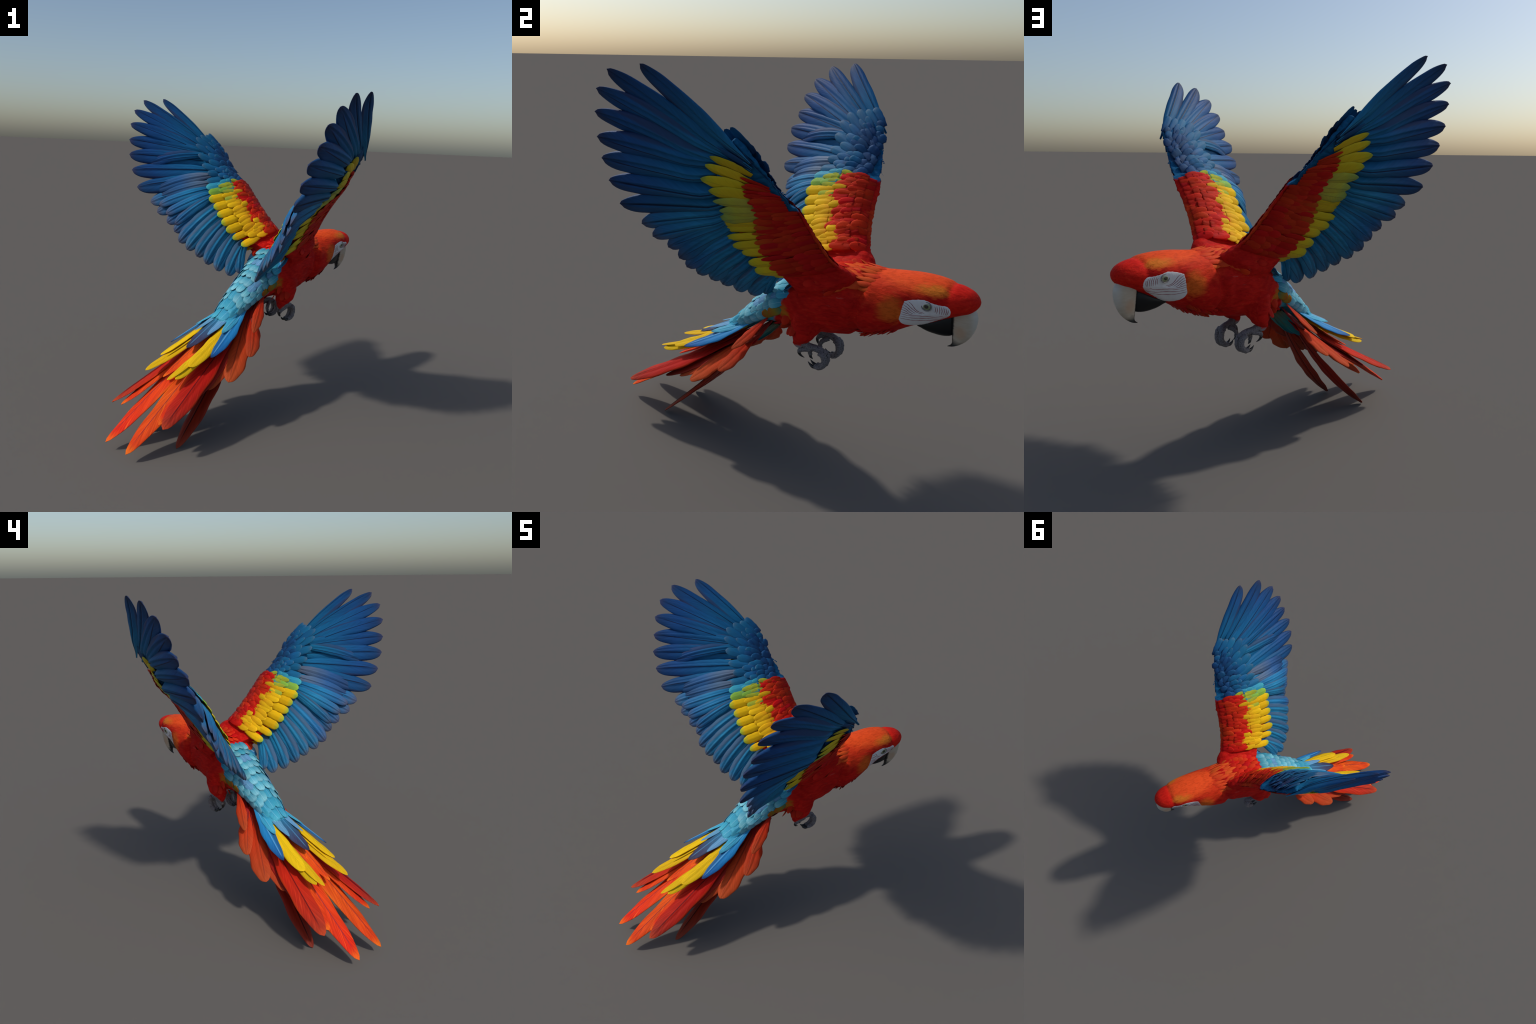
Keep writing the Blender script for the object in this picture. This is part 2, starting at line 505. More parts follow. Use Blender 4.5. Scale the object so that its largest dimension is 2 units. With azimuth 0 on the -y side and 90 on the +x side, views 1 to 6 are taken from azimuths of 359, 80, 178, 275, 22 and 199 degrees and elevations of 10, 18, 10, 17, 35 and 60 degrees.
def top_at(t, v):
    L, C, U, T = ray(t)
    fade = 0.30 + 0.70 * smooth(13, 7, t)
    lead = smooth(15, 17, t) * V((.022, .022, 0)) * sin(pi * min(1, v))
    return L.lerp(C, v) + lead + wing_normal(t) * (0.068 * fade * sin(pi * min(1, v) ** (0.62 + 0.45 * smooth(8, 10, t))) + 0.008 * v)


def under_at(t, v):
    L, C, U, T = ray(t)
    fade = 0.4 + 0.6 * smooth(17, 12, t)
    lead = smooth(15, 17, t) * V((.022, .022, 0)) * sin(pi * min(1, v))
    return L.lerp(U, v) + lead - wing_normal(t) * (0.012 * fade * sin(pi * min(1, v) ** 0.6))


# ------------------------------------------------------------------ core body (one smooth surface)
def core_parts():
    parts = []
    # trunk, neck and head
    rings = []
    xs = np.linspace(BODY[0][0], BODY[-1][0], 110)
    for x in xs:
        rings.append([body_point(x, 2 * pi * j / 48) for j in range(48)])
    parts.append(loft(rings))
    for sgn in (1, -1):
        # wing arm slab: shoulder stations then wing rays
        st = []
        shoulders = [
            ((.560, .020, 1.030), (.200, .010, 1.010), (.260, .060, .880)),
            ((.565, .085, 1.062), (.190, .060, 1.025), (.260, .130, .910)),
            ((.545, .132, 1.098), (.165, .105, 1.040), (.230, .170, .975)),
        ]
        def section(top, under, L, k):
            vs = [0.0, 0.06, 0.16, 0.3, 0.45, 0.6, 0.74, 0.84]
            up = [top(v) for v in vs]
            lo = [under(v) for v in vs]
            ring = [up[0].lerp(lo[0], .5)] + up[1:] + [up[-1].lerp(lo[-1], .5)] + lo[:0:-1]
            return [V((p.x, p.y * sgn, p.z)) for p in ring]
        for L, C, U in shoulders:
            L, C, U = V(L), V(C), V(U)
            st.append(section(lambda v: L.lerp(C, v) + V((0, -.3, 1)).normalized() * .05 * sin(pi * v ** .6),
                              lambda v: L.lerp(U, v) + V((0, .8, -.5)).normalized() * .045 * sin(pi * v ** .6), L, 0))
        for i in range(0, 2 * NR - 1):
            t = i / 2
            if t > 17:
                break
            st.append(section(lambda v: top_at(t, v) - wing_normal(t) * 0.010, lambda v: under_at(t, v) + wing_normal(t) * 0.008, None, t))
        v, f = loft(st)
        if sgn < 0:
            f = [q[::-1] for q in f]
        parts.append((v, f))
        # thigh
        path = [(.335, .085, .865, .075), (.322, .102, .815, .080), (.302, .108, .765, .068),
                (.283, .104, .725, .052), (.276, .100, .695, .040), (.292, .097, .678, .026), (.300, .096, .672, .015)]
        sp = spline(path, 24)
        v, f = tube([V((p[0], p[1] * sgn, p[2])) for p in sp], [p[3] for p in sp], 20, 0.82)
        parts.append((v, f))
    return parts


def build_core():
    verts, faces = [], []
    for v, f in core_parts():
        o = len(verts)
        verts += [tuple(p) for p in v]
        faces += [tuple(i + o for i in q) for q in f]
    me = mesh_from('core', verts, faces)
    ob = bpy.data.objects.new('core', me)
    SCN.objects.link(ob)
    # consistent outward faces on each shell before the voxel union
    import bmesh
    bm = bmesh.new()
    bm.from_mesh(me)
    bmesh.ops.recalc_face_normals(bm, faces=bm.faces)
    bm.to_mesh(me)
    bm.free()
    md = ob.modifiers.new('r', 'REMESH')
    md.mode = 'VOXEL'
    md.voxel_size = 0.0062
    md = ob.modifiers.new('s', 'SMOOTH')
    md.factor = 0.5
    md.iterations = 7
    bpy.context.view_layer.update()
    dg = bpy.context.evaluated_depsgraph_get()
    out = bpy.data.meshes.new_from_object(ob.evaluated_get(dg))
    bpy.data.objects.remove(ob)
    return out


core = build_core()
nv = len(core.vertices)
co = np.empty(nv * 3)
core.vertices.foreach_get('co', co)
co = co.reshape(-1, 3)
no = np.empty(nv * 3)
core.vertices.foreach_get('normal', no)
no = no.reshape(-1, 3)


def relief(p):
    """Soft plumage lumps: stretched along the body, ruffles on throat and nape."""
    x, y, z = p
    ay = abs(y)
    q = V((x * 9, ay * 16, z * 16))
    d = 0.0050 * noise.noise(q) + 0.0036 * noise.noise(V((x * 20, ay * 44, z * 44)))
    head = smooth(0.55, 0.7, x) * (1 if ay < 0.3 else 0)
    d *= 1 - 0.7 * head
    # collar fold behind the cheek
    if ay < 0.25 and z < 1.14:
        fx = x - (0.575 + 0.10 * (z - 0.95))
        d -= 0.012 * exp(-(fx / 0.020) ** 2) * smooth(1.12, 1.04, z)
        d += 0.006 * exp(-((fx - 0.045) / 0.03) ** 2) * smooth(1.12, 1.04, z)
        d += 0.004 * exp(-((fx + 0.045) / 0.022) ** 2)
    # forehead hump over the beak
    if x > 0.9:
        d += 0.004 * exp(-((x - 1.035) / 0.04) ** 2) * smooth(1.0, 1.05, z) - 0.004 * exp(-((x - 0.972) / 0.014) ** 2) * smooth(1.02, 1.07, z)
    # face hollow under the brow
    g = exp(-(((x - 0.875) / 0.085) ** 2 + ((z - 0.985) / 0.055) ** 2) ** 1.5)
    if ay < 0.2:
        d -= 0.007 * g
    return d


disp = np.array([relief(p) for p in co])
co = co + no * disp[:, None]
core.vertices.foreach_set('co', co.ravel())
core.update()
core.vertices.foreach_get('normal', no2 := np.empty(nv * 3))
no2 = no2.reshape(-1, 3)
BVH = BVHTree.FromPolygons([tuple(p) for p in co], [tuple(p.vertices) for p in core.polygons])

# ------------------------------------------------------------------ plumage material
def plumage():
    m = Nodes('red_plumage')
    x, y, z = m.sep(m.obj)
    ay = m.math('ABSOLUTE', y)
    p = m.comb(x, ay, z)
    fine = m.noise(m.vec('MULTIPLY', p, (30, 90, 90)), 1.0, 4, 0.6, 0.3)
    soft = m.noise(m.vec('MULTIPLY', p, (9, 22, 22)), 1.0, 3, 0.55, 0.4)
    jit = m.vec('ADD', p, m.comb(m.math('MULTIPLY', m.math('SUBTRACT', soft, 0.5), 0.10), m.math('MULTIPLY', m.math('SUBTRACT', fine, 0.5), 0.03),
                                 m.math('MULTIPLY', m.math('SUBTRACT', fine, 0.5), 0.06)))
    col = m.mix(m.step(soft, 0.3, 0.7), (0.47, 0.007, 0.006), (0.60, 0.012, 0.008))
    # crown and nape: orange, forehead: clean red
    crown = m.blob(jit, (0.80, 0.0, 1.13), (0.24, 0.16, 0.13), 0.55, 1.0)
    col = m.mix(crown, col, (0.78, 0.075, 0.014))
    gold = m.blob(jit, (0.90, 0.075, 1.095), (0.10, 0.05, 0.035), 0.3, 1.0)
    col = m.mix(m.math('MULTIPLY', gold, 0.85), col, AMBER)
    cheek = m.blob(jit, (0.745, 0.13, 0.985), (0.078, 0.09, 0.088), 0.35, 1.0)
    col = m.mix(m.math('MULTIPLY', cheek, 0.8), col, (0.68, 0.13, 0.016))
    neck = m.blob(jit, (0.66, 0.10, 1.05), (0.12, 0.10, 0.10), 0.3, 1.0)
    col = m.mix(m.math('MULTIPLY', neck, 0.5), col, (0.74, 0.06, 0.012))
    fore = m.step(m.math('ADD', x, m.math('MULTIPLY', m.math('SUBTRACT', fine, 0.5), 0.05)), 0.962, 0.985)
    col = m.mix(fore, col, (0.66, 0.015, 0.008))
    # warm leading edge of the arm
    lead = m.blob(jit, (0.47, 0.27, 1.24), (0.06, 0.14, 0.22), 0.4, 1.0)
    col = m.mix(m.math('MULTIPLY', lead, 0.55), col, (0.62, 0.07, 0.012))
    # wrist and hand are blue, the inner part shaded with red underneath
    edge = m.math('ADD', z, m.math('MULTIPLY', m.math('SUBTRACT', fine, 0.5), 0.02))
    col = m.mix(m.step(edge, 1.425, 1.437), col, (0.008, 0.11, 0.25))
    # flank edge: olive into blue rump
    rump = m.step(m.math('ADD', x, m.math('MULTIPLY', m.math('SUBTRACT', soft, 0.5), 0.05)), 0.26, 0.20)
    back = m.step(z, 0.80, 0.84)
    fl = m.blob(jit, (0.205, 0.15, 0.83), (0.045, 0.08, 0.08), 0.3, 1.0)
    col = m.mix(m.math('MULTIPLY', fl, 0.75), col, (0.40, 0.17, 0.012))
    tail = m.step(m.math('SUBTRACT', x, m.math('MULTIPLY', m.math('SUBTRACT', z, 0.80), 0.5)), 0.150, 0.125)
    tail = m.math('MULTIPLY', tail, m.step(z, 1.02, 0.98))
    col = m.mix(tail, col, (0.04, 0.30, 0.42))
    # strands
    col = m.mix(m.math('MULTIPLY', m.step(fine, 0.55, 0.32), 0.55), col, m.mix(1.0, col, (0.6, 0.55, 0.5), 'MULTIPLY'))
    col = m.mix(m.math('MULTIPLY', m.step(fine, 0.55, 0.75), 0.22), col, m.mix(0.25, col, (1.0, 0.45, 0.1)))
    wisp = m.noise(m.vec('MULTIPLY', p, (14, 60, 90)), 1.0, 3, 0.6, 0.6)
    sh = m.blob(p, (0.46, 0.16, 0.99), (0.10, 0.10, 0.07), 0.2, 1.0)
    col = m.mix(m.math('MULTIPLY', m.math('MULTIPLY', sh, m.step(wisp, 0.58, 0.70)), 0.55), col, (0.45, 0.22, 0.20))
    # grey skin where the feathers end at the ankle
    ank = m.math('MULTIPLY', m.step(m.math('ADD', z, m.math('MULTIPLY', m.math('SUBTRACT', fine, 0.5), 0.02)), 0.690, 0.672),
                 m.step(x, 0.255, 0.27))
    col = m.mix(ank, col, (0.25, 0.22, 0.23))
    m.bump(fine, 0.6, 0.006)
    return m.done(col, 0.66, 0.06, 0.0)


M['plumage'] = plumage()

# regions of the core: (name, side)
REGIONS = ['torso', 'head', 'neck', 'tail', 'wing_l', 'wing_r', 'thigh_l', 'thigh_r']


def region(p):
    x, y, z = p
    ay = abs(y)
    s = '_l' if y > 0 else '_r'
    if ay > 0.145 + 0.25 * max(0, 1.02 - z) and z > 0.93 and x < 0.62 and z + 0.5 * ay > 1.06:
        return 'wing' + s
    if z < 0.742 and 0.235 < x < 0.36 and ay > 0.03:
        return 'thigh' + s
    if x > 0.70:
        return 'head'
    if x > 0.56:
        return 'neck'
    if x < 0.02:
        return 'tail'
    return 'torso'


polys = [tuple(p.vertices) for p in core.polygons]
groups = {r: [] for r in REGIONS}
for q in polys:
    c = co[list(q)].mean(axis=0)
    groups[region(c)].append(q)
CORE = {}
for r, fs in groups.items():
    used = sorted({i for q in fs for i in q})
    idx = {v: k for k, v in enumerate(used)}
    me = mesh_from(r, co[used], [tuple(idx[i] for i in q) for q in fs])
    me.normals_split_custom_set_from_vertices([tuple(n) for n in no2[used]])
    nm = r[:-2] if r[-2:] in ('_l', '_r') else r
    CORE[r] = add(nm, me, root, M['plumage'])
WINGS = (CORE['wing_l'], CORE['wing_r'])
HEAD, TORSO, TAIL = CORE['head'], CORE['torso'], CORE['tail']


def drop(p, d, off=0.0):
    """Land a point on the core along direction d."""
    h = BVH.ray_cast(V(p), V(d))
    if h[0] is None:
        h = BVH.find_nearest(V(p))
    return h[0] + h[1] * off, h[1]


def nearest(p, off=0.0):
    h = BVH.find_nearest(V(p))
    return h[0] + h[1] * off, h[1]


# ------------------------------------------------------------------ flight feathers
def flight(t, rootv, tip, width, mat, name, lift=0.0, roll=0.0, bow=0.0, lead=0.6, pts=None, point=False, seed=0):
    L, C, U, T = ray(t)
    n = wing_normal(t)
    base = top_at(t, rootv) - n * (0.034 + lift)
    ext = C + (C - V(tip)).normalized() * (C - base).length - n * (0.034 + lift)
    base = base.lerp(ext, 0.55 if t < 14 else 0.0)
    mid = C - n * (0.006 + 0.012 * smooth(4, 7, t) + 0.008 * smooth(9, 11, t) * smooth(15, 13.5, t))
    gap = max(0.0, (C - U).dot(n))
    tip = V(tip)
    base = base + n * lift
    m = frame(base, tip, n, width, roll)
    # bow so that the quill passes through `mid`
    X = (tip - base)
    Ln = X.length
    k = (mid + n * lift - base).dot(X) / Ln ** 2
    off = mid + n * lift - (base + X * k)
    zc = V((m[0][2], m[1][2], m[2][2])).normalized()
    yc = V((m[0][1], m[1][1], m[2][1])).normalized()
    g = 4 * k * (1 - k)
    bz = off.dot(zc) / g / width + bow
    by = off.dot(yc) / g / width
    if t > 14.4:
        fade = max(0.0, 1 - (t - 14.4) / 1.6)
        bz = bz * fade + 0.16 * (1 - fade)
        by *= fade
    rt = 0.0 if lift else (0.85 if t < 9 else 0.72) * gap / width
    kw = dict(root_w=0.5, belly=0.5, tip_at=0.80, tip_p=2.1, tip_e=0.5, nx=26, ny=12, camber=0.16, thick=0.12, ridge=0.05, root_thick=rt, knee=min(0.6, max(0.15, k + 0.08)))
    if t > 13.5:
        kw.update(root_w=0.12)
    if point:
        kw.update(tip_at=0.72, tip_p=2.0, tip_e=0.5)
    me = feather_mesh(name, lead=lead, bow_y=max(-.35, min(.35, by)), bow_z=max(-1.2, min(1.2, bz)), ripple=0.3, seed=seed, **kw)
    me.materials.append(M[mat])
    both(name, me, WINGS, m)


PW = [.086, .090, .092, .092, .092, .092, .092, .092, .094, .094, .104, .104, .106, .106, .104, .101, .096, .086]
for i in range(NR):
    mat = 'tertial' if i < 5 else ('secondary' if i < 10 else 'primary')
    nm = 'secondary_feather' if i < 10 else 'primary_feather'
    flight(i, 0.55 if i < 13 else 0.38, RAYS[i][3], PW[i], mat, nm, roll=-0.16 if i >= 10 else -0.10,
           point=i >= 10, lead=0.64 if i >= 10 else 0.55, seed=i)
# shorter feathers lying on the upper face
flight(0, 0.55, (.058, .082, .898), .075, 'tertial', 'secondary_feather', lead=0.55, seed=40)
SHORT = 0.72
for t, tip, w, mat in [(12.3, (-.216, .678, 1.565), .07, 'primary'), (10.1, (-.218, .595, 1.401), .075, 'mauve'),
                       (9.0, (-.207, .573, 1.355), .066, 'mauve'), (8.1, (-.235, .540, 1.306), .066, 'secondary'),
                       (7.1, (-.213, .498, 1.251), .066, 'secondary'), (6.4, (-.175, .452, 1.185), .062, 'secondary')]:
    flight(t, SHORT, tip, w, mat, 'secondary_feather', lift=0.016, roll=-0.1, lead=0.55, seed=int(t * 10))

# ------------------------------------------------------------------ wing coverts
def on_top(t, v, off=0.0):
    return top_at(t, v) + wing_normal(t) * off


def on_under(t, v, off=0.0):
    return under_at(t, v) - wing_normal(t) * off


def covert(name, kind, mat, t, v0, v1, width, side, lift0=0.0, lift1=0.012, skew=0.0, jitter=0.0):
    j = lambda a: rng.uniform(-a, a)
    f = on_top if side > 0 else on_under
    a = f(t + j(jitter), v0, lift0)
    b = f(t + skew + j(jitter), v1 + j(0.02 + 0.25 * max(0.0, jitter - 0.1)), lift1)
    n = wing_normal(t) * side
    both(name, shape(kind, mat, rng.randrange(4)), WINGS, frame(a, b, n, width * rng.uniform(0.93, 1.07), roll=j(0.08) - 0.10 * side))


def spacing(t, v, f):
    return (f(min(t + 0.5, NR - 1), v) - f(max(t - 0.5, 0), v)).length / (min(t + .5, NR - 1) - max(t - .5, 0))


# greater coverts, upper side
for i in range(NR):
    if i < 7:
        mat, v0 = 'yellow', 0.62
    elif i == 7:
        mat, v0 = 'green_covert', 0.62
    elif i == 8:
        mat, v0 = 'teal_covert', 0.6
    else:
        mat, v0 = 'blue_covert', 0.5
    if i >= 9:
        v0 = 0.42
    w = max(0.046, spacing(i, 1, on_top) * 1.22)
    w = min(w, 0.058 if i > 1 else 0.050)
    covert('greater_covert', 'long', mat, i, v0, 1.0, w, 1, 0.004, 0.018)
# median coverts
for i in range(1, 2 * NR - 3):
    t = i / 2
    if t < 6.4:
        mat = 'yellow_small'
        if t > 5.2 and i % 2:
            mat = 'yellow_green'
    elif t < 7.6:
        mat = 'yellow_green' if i % 2 else 'green_covert'
    elif t < 9:
        mat = 'teal_covert'
    else:
        mat = 'blue_covert'
    w = spacing(t, .78, on_top)
    if i % 2 or t < 9:
        covert('median_covert', 'oval', mat, t, 0.50, 0.75 + 0.05 * rng.random(), max(.030, w * rng.uniform(0.7, 0.95)), 1, 0.008, 0.018, jitter=0.16)
# lesser coverts, upper side: red on the arm, blue on the hand, yellow band between
rows = [(0.44, 0.63), (0.34, 0.53), (0.25, 0.43), (0.16, 0.33), (0.08, 0.24)]
for r, (v0, v1) in enumerate(rows):
    base_step = 0.5 if r < 3 else 0.6
    t = 0.1 + 0.25 * (r % 2)
    while t < 16.6:
        step = base_step if t < 8.6 else [0.6, 0.8, 1.0, 1.4, 2.0][r]
        lim = 8.9 - 0.25 * r
        if r == 4 and t > 8.2:
            break
        if t < lim - 0.7:
            mat = 'red' if (r >= 1 or t > 99) else 'yellow_small'
            if r == 1 and rng.random() < 0.35:
                mat = 'yellow_small'
            if r == 0 and t > 6.3:
                mat = 'yellow_green'
            kind = 'oval'
        elif t < lim:
            mat = ['teal_covert', 'yellow_green', 'red', 'red', 'red'][r]
            kind = 'oval'
        else:
            mat = 'navy_covert' if r > 1 else rng.choice(['navy_covert', 'blue_covert'])
            kind = rng.choice(['round', 'oval', 'long'])
        w = max(0.028, spacing(t, v1, on_top) * step * 1.45)
        if mat == 'red':
            covert('lesser_covert', rng.choice(['oval', 'point', 'round']), mat, t, v0 - 0.05, v1, w * rng.uniform(0.9, 1.25), 1, 0.002, 0.009, skew=rng.uniform(-.35, .1), jitter=0.26)
        else:
            covert('lesser_covert', kind, mat, t, v0, v1, w, 1, 0.003, 0.014 if r < 2 or t < 8.2 else 0.002, jitter=0.16)
        t += step

# under side: yellow greater row, then red rows
for i in range(0, 17):
    mat = 'under_pale' if 8 <= i <= 10 else ('under_yellow' if i < 15 else 'navy_covert')
    w = max(0.05, spacing(i, 1, on_under) * 1.3)
    covert('under_covert', 'long' if i < 9 else 'point', mat, i, 0.45, 1.0, w, -1, 0.0, 0.010)
for i in range(0, 28):
    t = i / 2
    w = max(0.036, spacing(t, .7, on_under) * 0.85)
    mat = 'deep_red'
    if 4 < t < 7.5 and i % 2:
        mat = 'rust'
    vt = 0.54 + 0.20 * smooth(9, 2, t)
    covert('under_covert', 'oval', mat, t, vt - 0.32, vt - 0.02 + 0.04 * (i % 2), w, -1, 0.002, 0.012)
for r, (v0, v1) in enumerate([(0.22, 0.50), (0.12, 0.36), (0.04, 0.24)]):
    t = 0.2 + 0.3 * (r % 2)
    while t < 12.5:
        if not (r == 2 and t > 8.5):
            w = max(0.030, spacing(t, v1, on_under) * 0.95)
            covert('under_covert', 'oval', 'deep_red', t, v0, v1, w, -1, 0.001, 0.009, jitter=0.1)
        t += 0.62

# alula and the smooth blue bend of the wing
for k, (a, b, w) in enumerate([((.424, .445, 1.475), (.345, .600, 1.665), .036), ((.372, .535, 1.585), (.293, .672, 1.726), .030)]):
    n = (wing_normal(11) * 0.75 + V((0.6, 0.1, 0.1))).normalized()
    both('alula_feather', shape('point', 'navy_covert', k), WINGS, frame(nearest(V(a), -0.008)[0], V(b) + V((-.018, -.014, -.004)), n, w * 0.85))

# ------------------------------------------------------------------ body feathers
def body_feather(name, kind, mat, x, th, length, width, lift=0.019, spread=0.0):
    a = body_point(x, th, 0.0)
    b = body_point(x - length * 0.85, th + spread, 0.0)
    pa, na = nearest(a, 0.001)
    pb, nb = nearest(b, lift)
    b2 = pa + (pb - pa).normalized() * length
    n = (na + nb).normalized()
    me = shape(kind, mat, rng.randrange(4))
    par = TAIL if x < 0.02 else TORSO
    if abs(th) < 1e-3:
        add(name, me, par, None, frame(pa, b2, n, width, depth=width * 0.7))
    else:
        m = frame(pa, b2, n, width, depth=width * 0.7, roll=rng.uniform(-.06, .06))
        add(name, me, par, None, m)
        add(name, me, par, None, MIRROR @ m)


# turquoise back and rump: rows getting larger toward the tail
row = 0
x = 0.30
while x > -0.115:
    k = (0.30 - x) / 0.47
    length = 0.078 + 0.050 * k
    width = 0.044 + 0.022 * k
    girth = 2.35 - 0.75 * k
    top, bot, mid, w = column(BODY, x)
    dth = width * 0.86 / max(0.09, 0.5 * (w + top - mid))
    th = 0.0 if row % 2 == 0 else dth / 2
    while th < girth:
        hidden = x > 0.215 + 0.06 * cos(th)  # mantle is red there
        if not hidden:
            r = rng.random()
            mat = 'turquoise' if r < 0.6 else ('aqua' if r < 0.85 else 'slate')
            if k > 0.75:
                mat = 'aqua' if r < 0.8 else 'slate'
            if x > 0.13 and th > 1.7:
                mat = 'flank'
            body_feather('rump_feather', 'round', mat, x, th, length, width)
        th += dth
    x -= 0.036 + 0.014 * k
    row += 1
# red mantle
row = 0
x = 0.60
while x > 0.31:
    th = 0.0 if row % 2 == 0 else 0.14
    while th < 0.95:
        body_feather('mantle_feather', 'oval' if x < 0.53 else 'lance', 'red' if x < 0.53 else 'orange_nape', x, th, 0.062 if x < .53 else 0.085, 0.036, lift=0.012 if x < .53 else 0.008)
        th += 0.28
    x -= 0.034
    row += 1
# nape lancets lying over the mantle
for k in range(7):
    th = 0.16 * k
    body_feather('nape_feather', 'lance', 'orange_nape', 0.665 - 0.012 * (k % 3), th, 0.10, 0.030, lift=0.014)
# scapulars bridging wing and back
for k in range(7):
    t = k / 6
    a = V((.34 - .08 * t, .085 + .05 * t, 1.03 - .02 * t))
    b = a + V((-.085, .005 + .02 * t, -.045))
    pa, na = nearest(a, 0.004)
    pb, nb = nearest(b, 0.016)
    mat = ['red', 'red', 'deep_red', 'under_pale', 'slate', 'tertial', 'tertial'][k]
    both('scapular_feather', shape('oval', mat, k), (TORSO, TORSO), frame(pa, pb, na, 0.05))
# throat ruffles
for k in range(9):
    x = 0.76 - 0.022 * k
    for th in (pi, pi - 0.28, pi - 0.55):
        a = body_point(x, th)
        pa, na = nearest(a, -0.002)
        tg = V((-1, 0, 0))
        tg = (tg - na * tg.dot(na)).normalized()
        b = pa + tg * 0.042 + na * rng.uniform(0.008, 0.018)
        m = frame(pa, b, na, 0.030)
        add('throat_feather', shape('point', 'deep_red', k), HEAD if x > .7 else CORE['neck'], None, m)
        if th != pi:
            add('throat_feather', shape('point', 'deep_red', k), HEAD if x > .7 else CORE['neck'], None, MIRROR @ m)
# thigh and vent feathers
for (x, y, z), d in [((.275, .16, .80), (-.025, .004, -.06)), ((.245, .15, .79), (-.03, .0, -.055)), ((.215, .12, .76), (-.04, .0, -.04)),
                     ((.225, .16, .83), (-.03, .002, -.06)), ((.175, .09, .735), (-.06, 0, -.02))]:
    pa, na = nearest(V((x, y, z)), -0.003)
    both('flank_feather', shape('point', 'deep_red', 1), (TORSO, TORSO), frame(pa, pa + V(d) + na * 0.006, na, 0.045))

# ------------------------------------------------------------------ tail feathers
def tail_feather(name, a, b, width, mat, normal, bow=0.0, bow_y=0.0, lead=0.5, pair=True, camber=0.12, tip=(0.55, 1.7, 0.6), seed=0, roll=0.0):
    m = frame(a, b, normal, width, roll=roll)
    me = feather_mesh(name, nx=26, ny=12, root_w=0.30, belly=0.55, tip_at=tip[0], tip_p=tip[1], tip_e=tip[2], lead=lead,
                      camber=camber, thick=0.13, ridge=0.035, bow_y=bow_y / width, bow_z=bow / width, ripple=0.5, seed=seed)
    me.materials.append(M[mat])
    add(name, me, TAIL, None, m)
    if pair:
        add(name, me, TAIL, None, MIRROR @ m)


UPT = (0.45, 0, 0.9)
TF = 'tail_feather'


def up(y, x=0.0):
    return (x, y, 1.0)


tail_feather(TF, (-.08, 0, .735), (-.443, 0, .532), .105, 'tail_dusk', up(0), bow=-.012, pair=False, tip=(.5, 1.9, .55))
tail_feather(TF, (-.02, .078, .728), (-.413, .187, .512), .076, 'tail_blue', up(.45), bow=-.012, lead=.4)
tail_feather(TF, (-.05, .066, .722), (-.530, .132, .470), .078, 'tail_yellow', up(.25), bow=-.016, lead=.42, tip=(.80, 2.0, .5))
tail_feather(TF, (-.07, .064, .680), (-.622, .128, .416), .066, 'tail_yellow', up(.55), bow=-.018, lead=.42, tip=(.74, 1.9, .55), seed=3)
tail_feather(TF, (-.08, .036, .668), (-.661, .098, .415), .066, 'tail_yellow', up(-.15), bow=-.018, lead=.45, tip=(.72, 1.9, .55), seed=4)
tail_feather(TF, (-.05, .036, .735), (-.330, .058, .598), .050, 'slate', up(.15), bow=-.008, tip=(.5, 1.8, .58))
tail_feather(TF, (-.03, .070, .720), (-.270, .122, .612), .055, 'aqua', up(.4), bow=-.008, tip=(.5, 1.8, .58))
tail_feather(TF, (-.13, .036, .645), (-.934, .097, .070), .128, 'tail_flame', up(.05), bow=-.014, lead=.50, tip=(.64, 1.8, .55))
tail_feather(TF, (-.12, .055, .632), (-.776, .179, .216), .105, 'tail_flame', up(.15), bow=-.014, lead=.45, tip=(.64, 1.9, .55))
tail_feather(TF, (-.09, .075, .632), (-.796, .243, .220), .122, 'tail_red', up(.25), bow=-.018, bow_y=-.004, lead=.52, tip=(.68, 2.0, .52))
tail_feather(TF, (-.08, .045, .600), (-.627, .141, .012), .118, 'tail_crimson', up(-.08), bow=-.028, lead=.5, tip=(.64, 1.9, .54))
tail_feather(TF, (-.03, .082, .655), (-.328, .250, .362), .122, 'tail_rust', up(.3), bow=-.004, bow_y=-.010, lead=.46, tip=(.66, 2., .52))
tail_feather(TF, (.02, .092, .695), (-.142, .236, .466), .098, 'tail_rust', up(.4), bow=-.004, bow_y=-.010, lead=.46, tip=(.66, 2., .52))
tail_feather(TF, (.085, .112, .780), (-.080, .198, .594), .068, 'tail_rust', up(.5), bow=-.004, lead=.42, tip=(.5, 1.9, .55))
# fill under the fan
tail_feather(TF, (-.10, .018, .690), (-.590, .030, .378), .085, 'tail_flame', up(.05), bow=-.020)
tail_feather(TF, (-.08, .085, .615), (-.560, .190, .290), .110, 'tail_crimson', up(.2), bow=-.015)
tail_feather(TF, (-.06, .080, .625), (-.440, .205, .330), .100, 'tail_rust', up(.25), bow=-.012, lead=.42)
for a, b, w in [((.07, .06, .735), (-.10, .135, .560), .10), ((.03, .05, .705), (-.20, .13, .490), .11), ((.10, .085, .765), (-.03, .150, .620), .07)]:
    tail_feather(TF, a, b, w, 'tail_crimson', up(.35), bow=-.006)
# undertail coverts
for a, b, w in [((.10, .045, .715), (-.05, .085, .585), .06), ((.09, .02, .705), (-.09, .025, .545), .07), ((.11, .075, .725), (.015, .115, .640), .05),
                ((.05, .035, .675), (-.11, .06, .535), .06)]:
    m = frame(V(a), V(b), V((-.5, .35, -.8)), w)
    both('undertail_covert', shape('oval', 'tail_under', 1), (TAIL, TAIL), m)

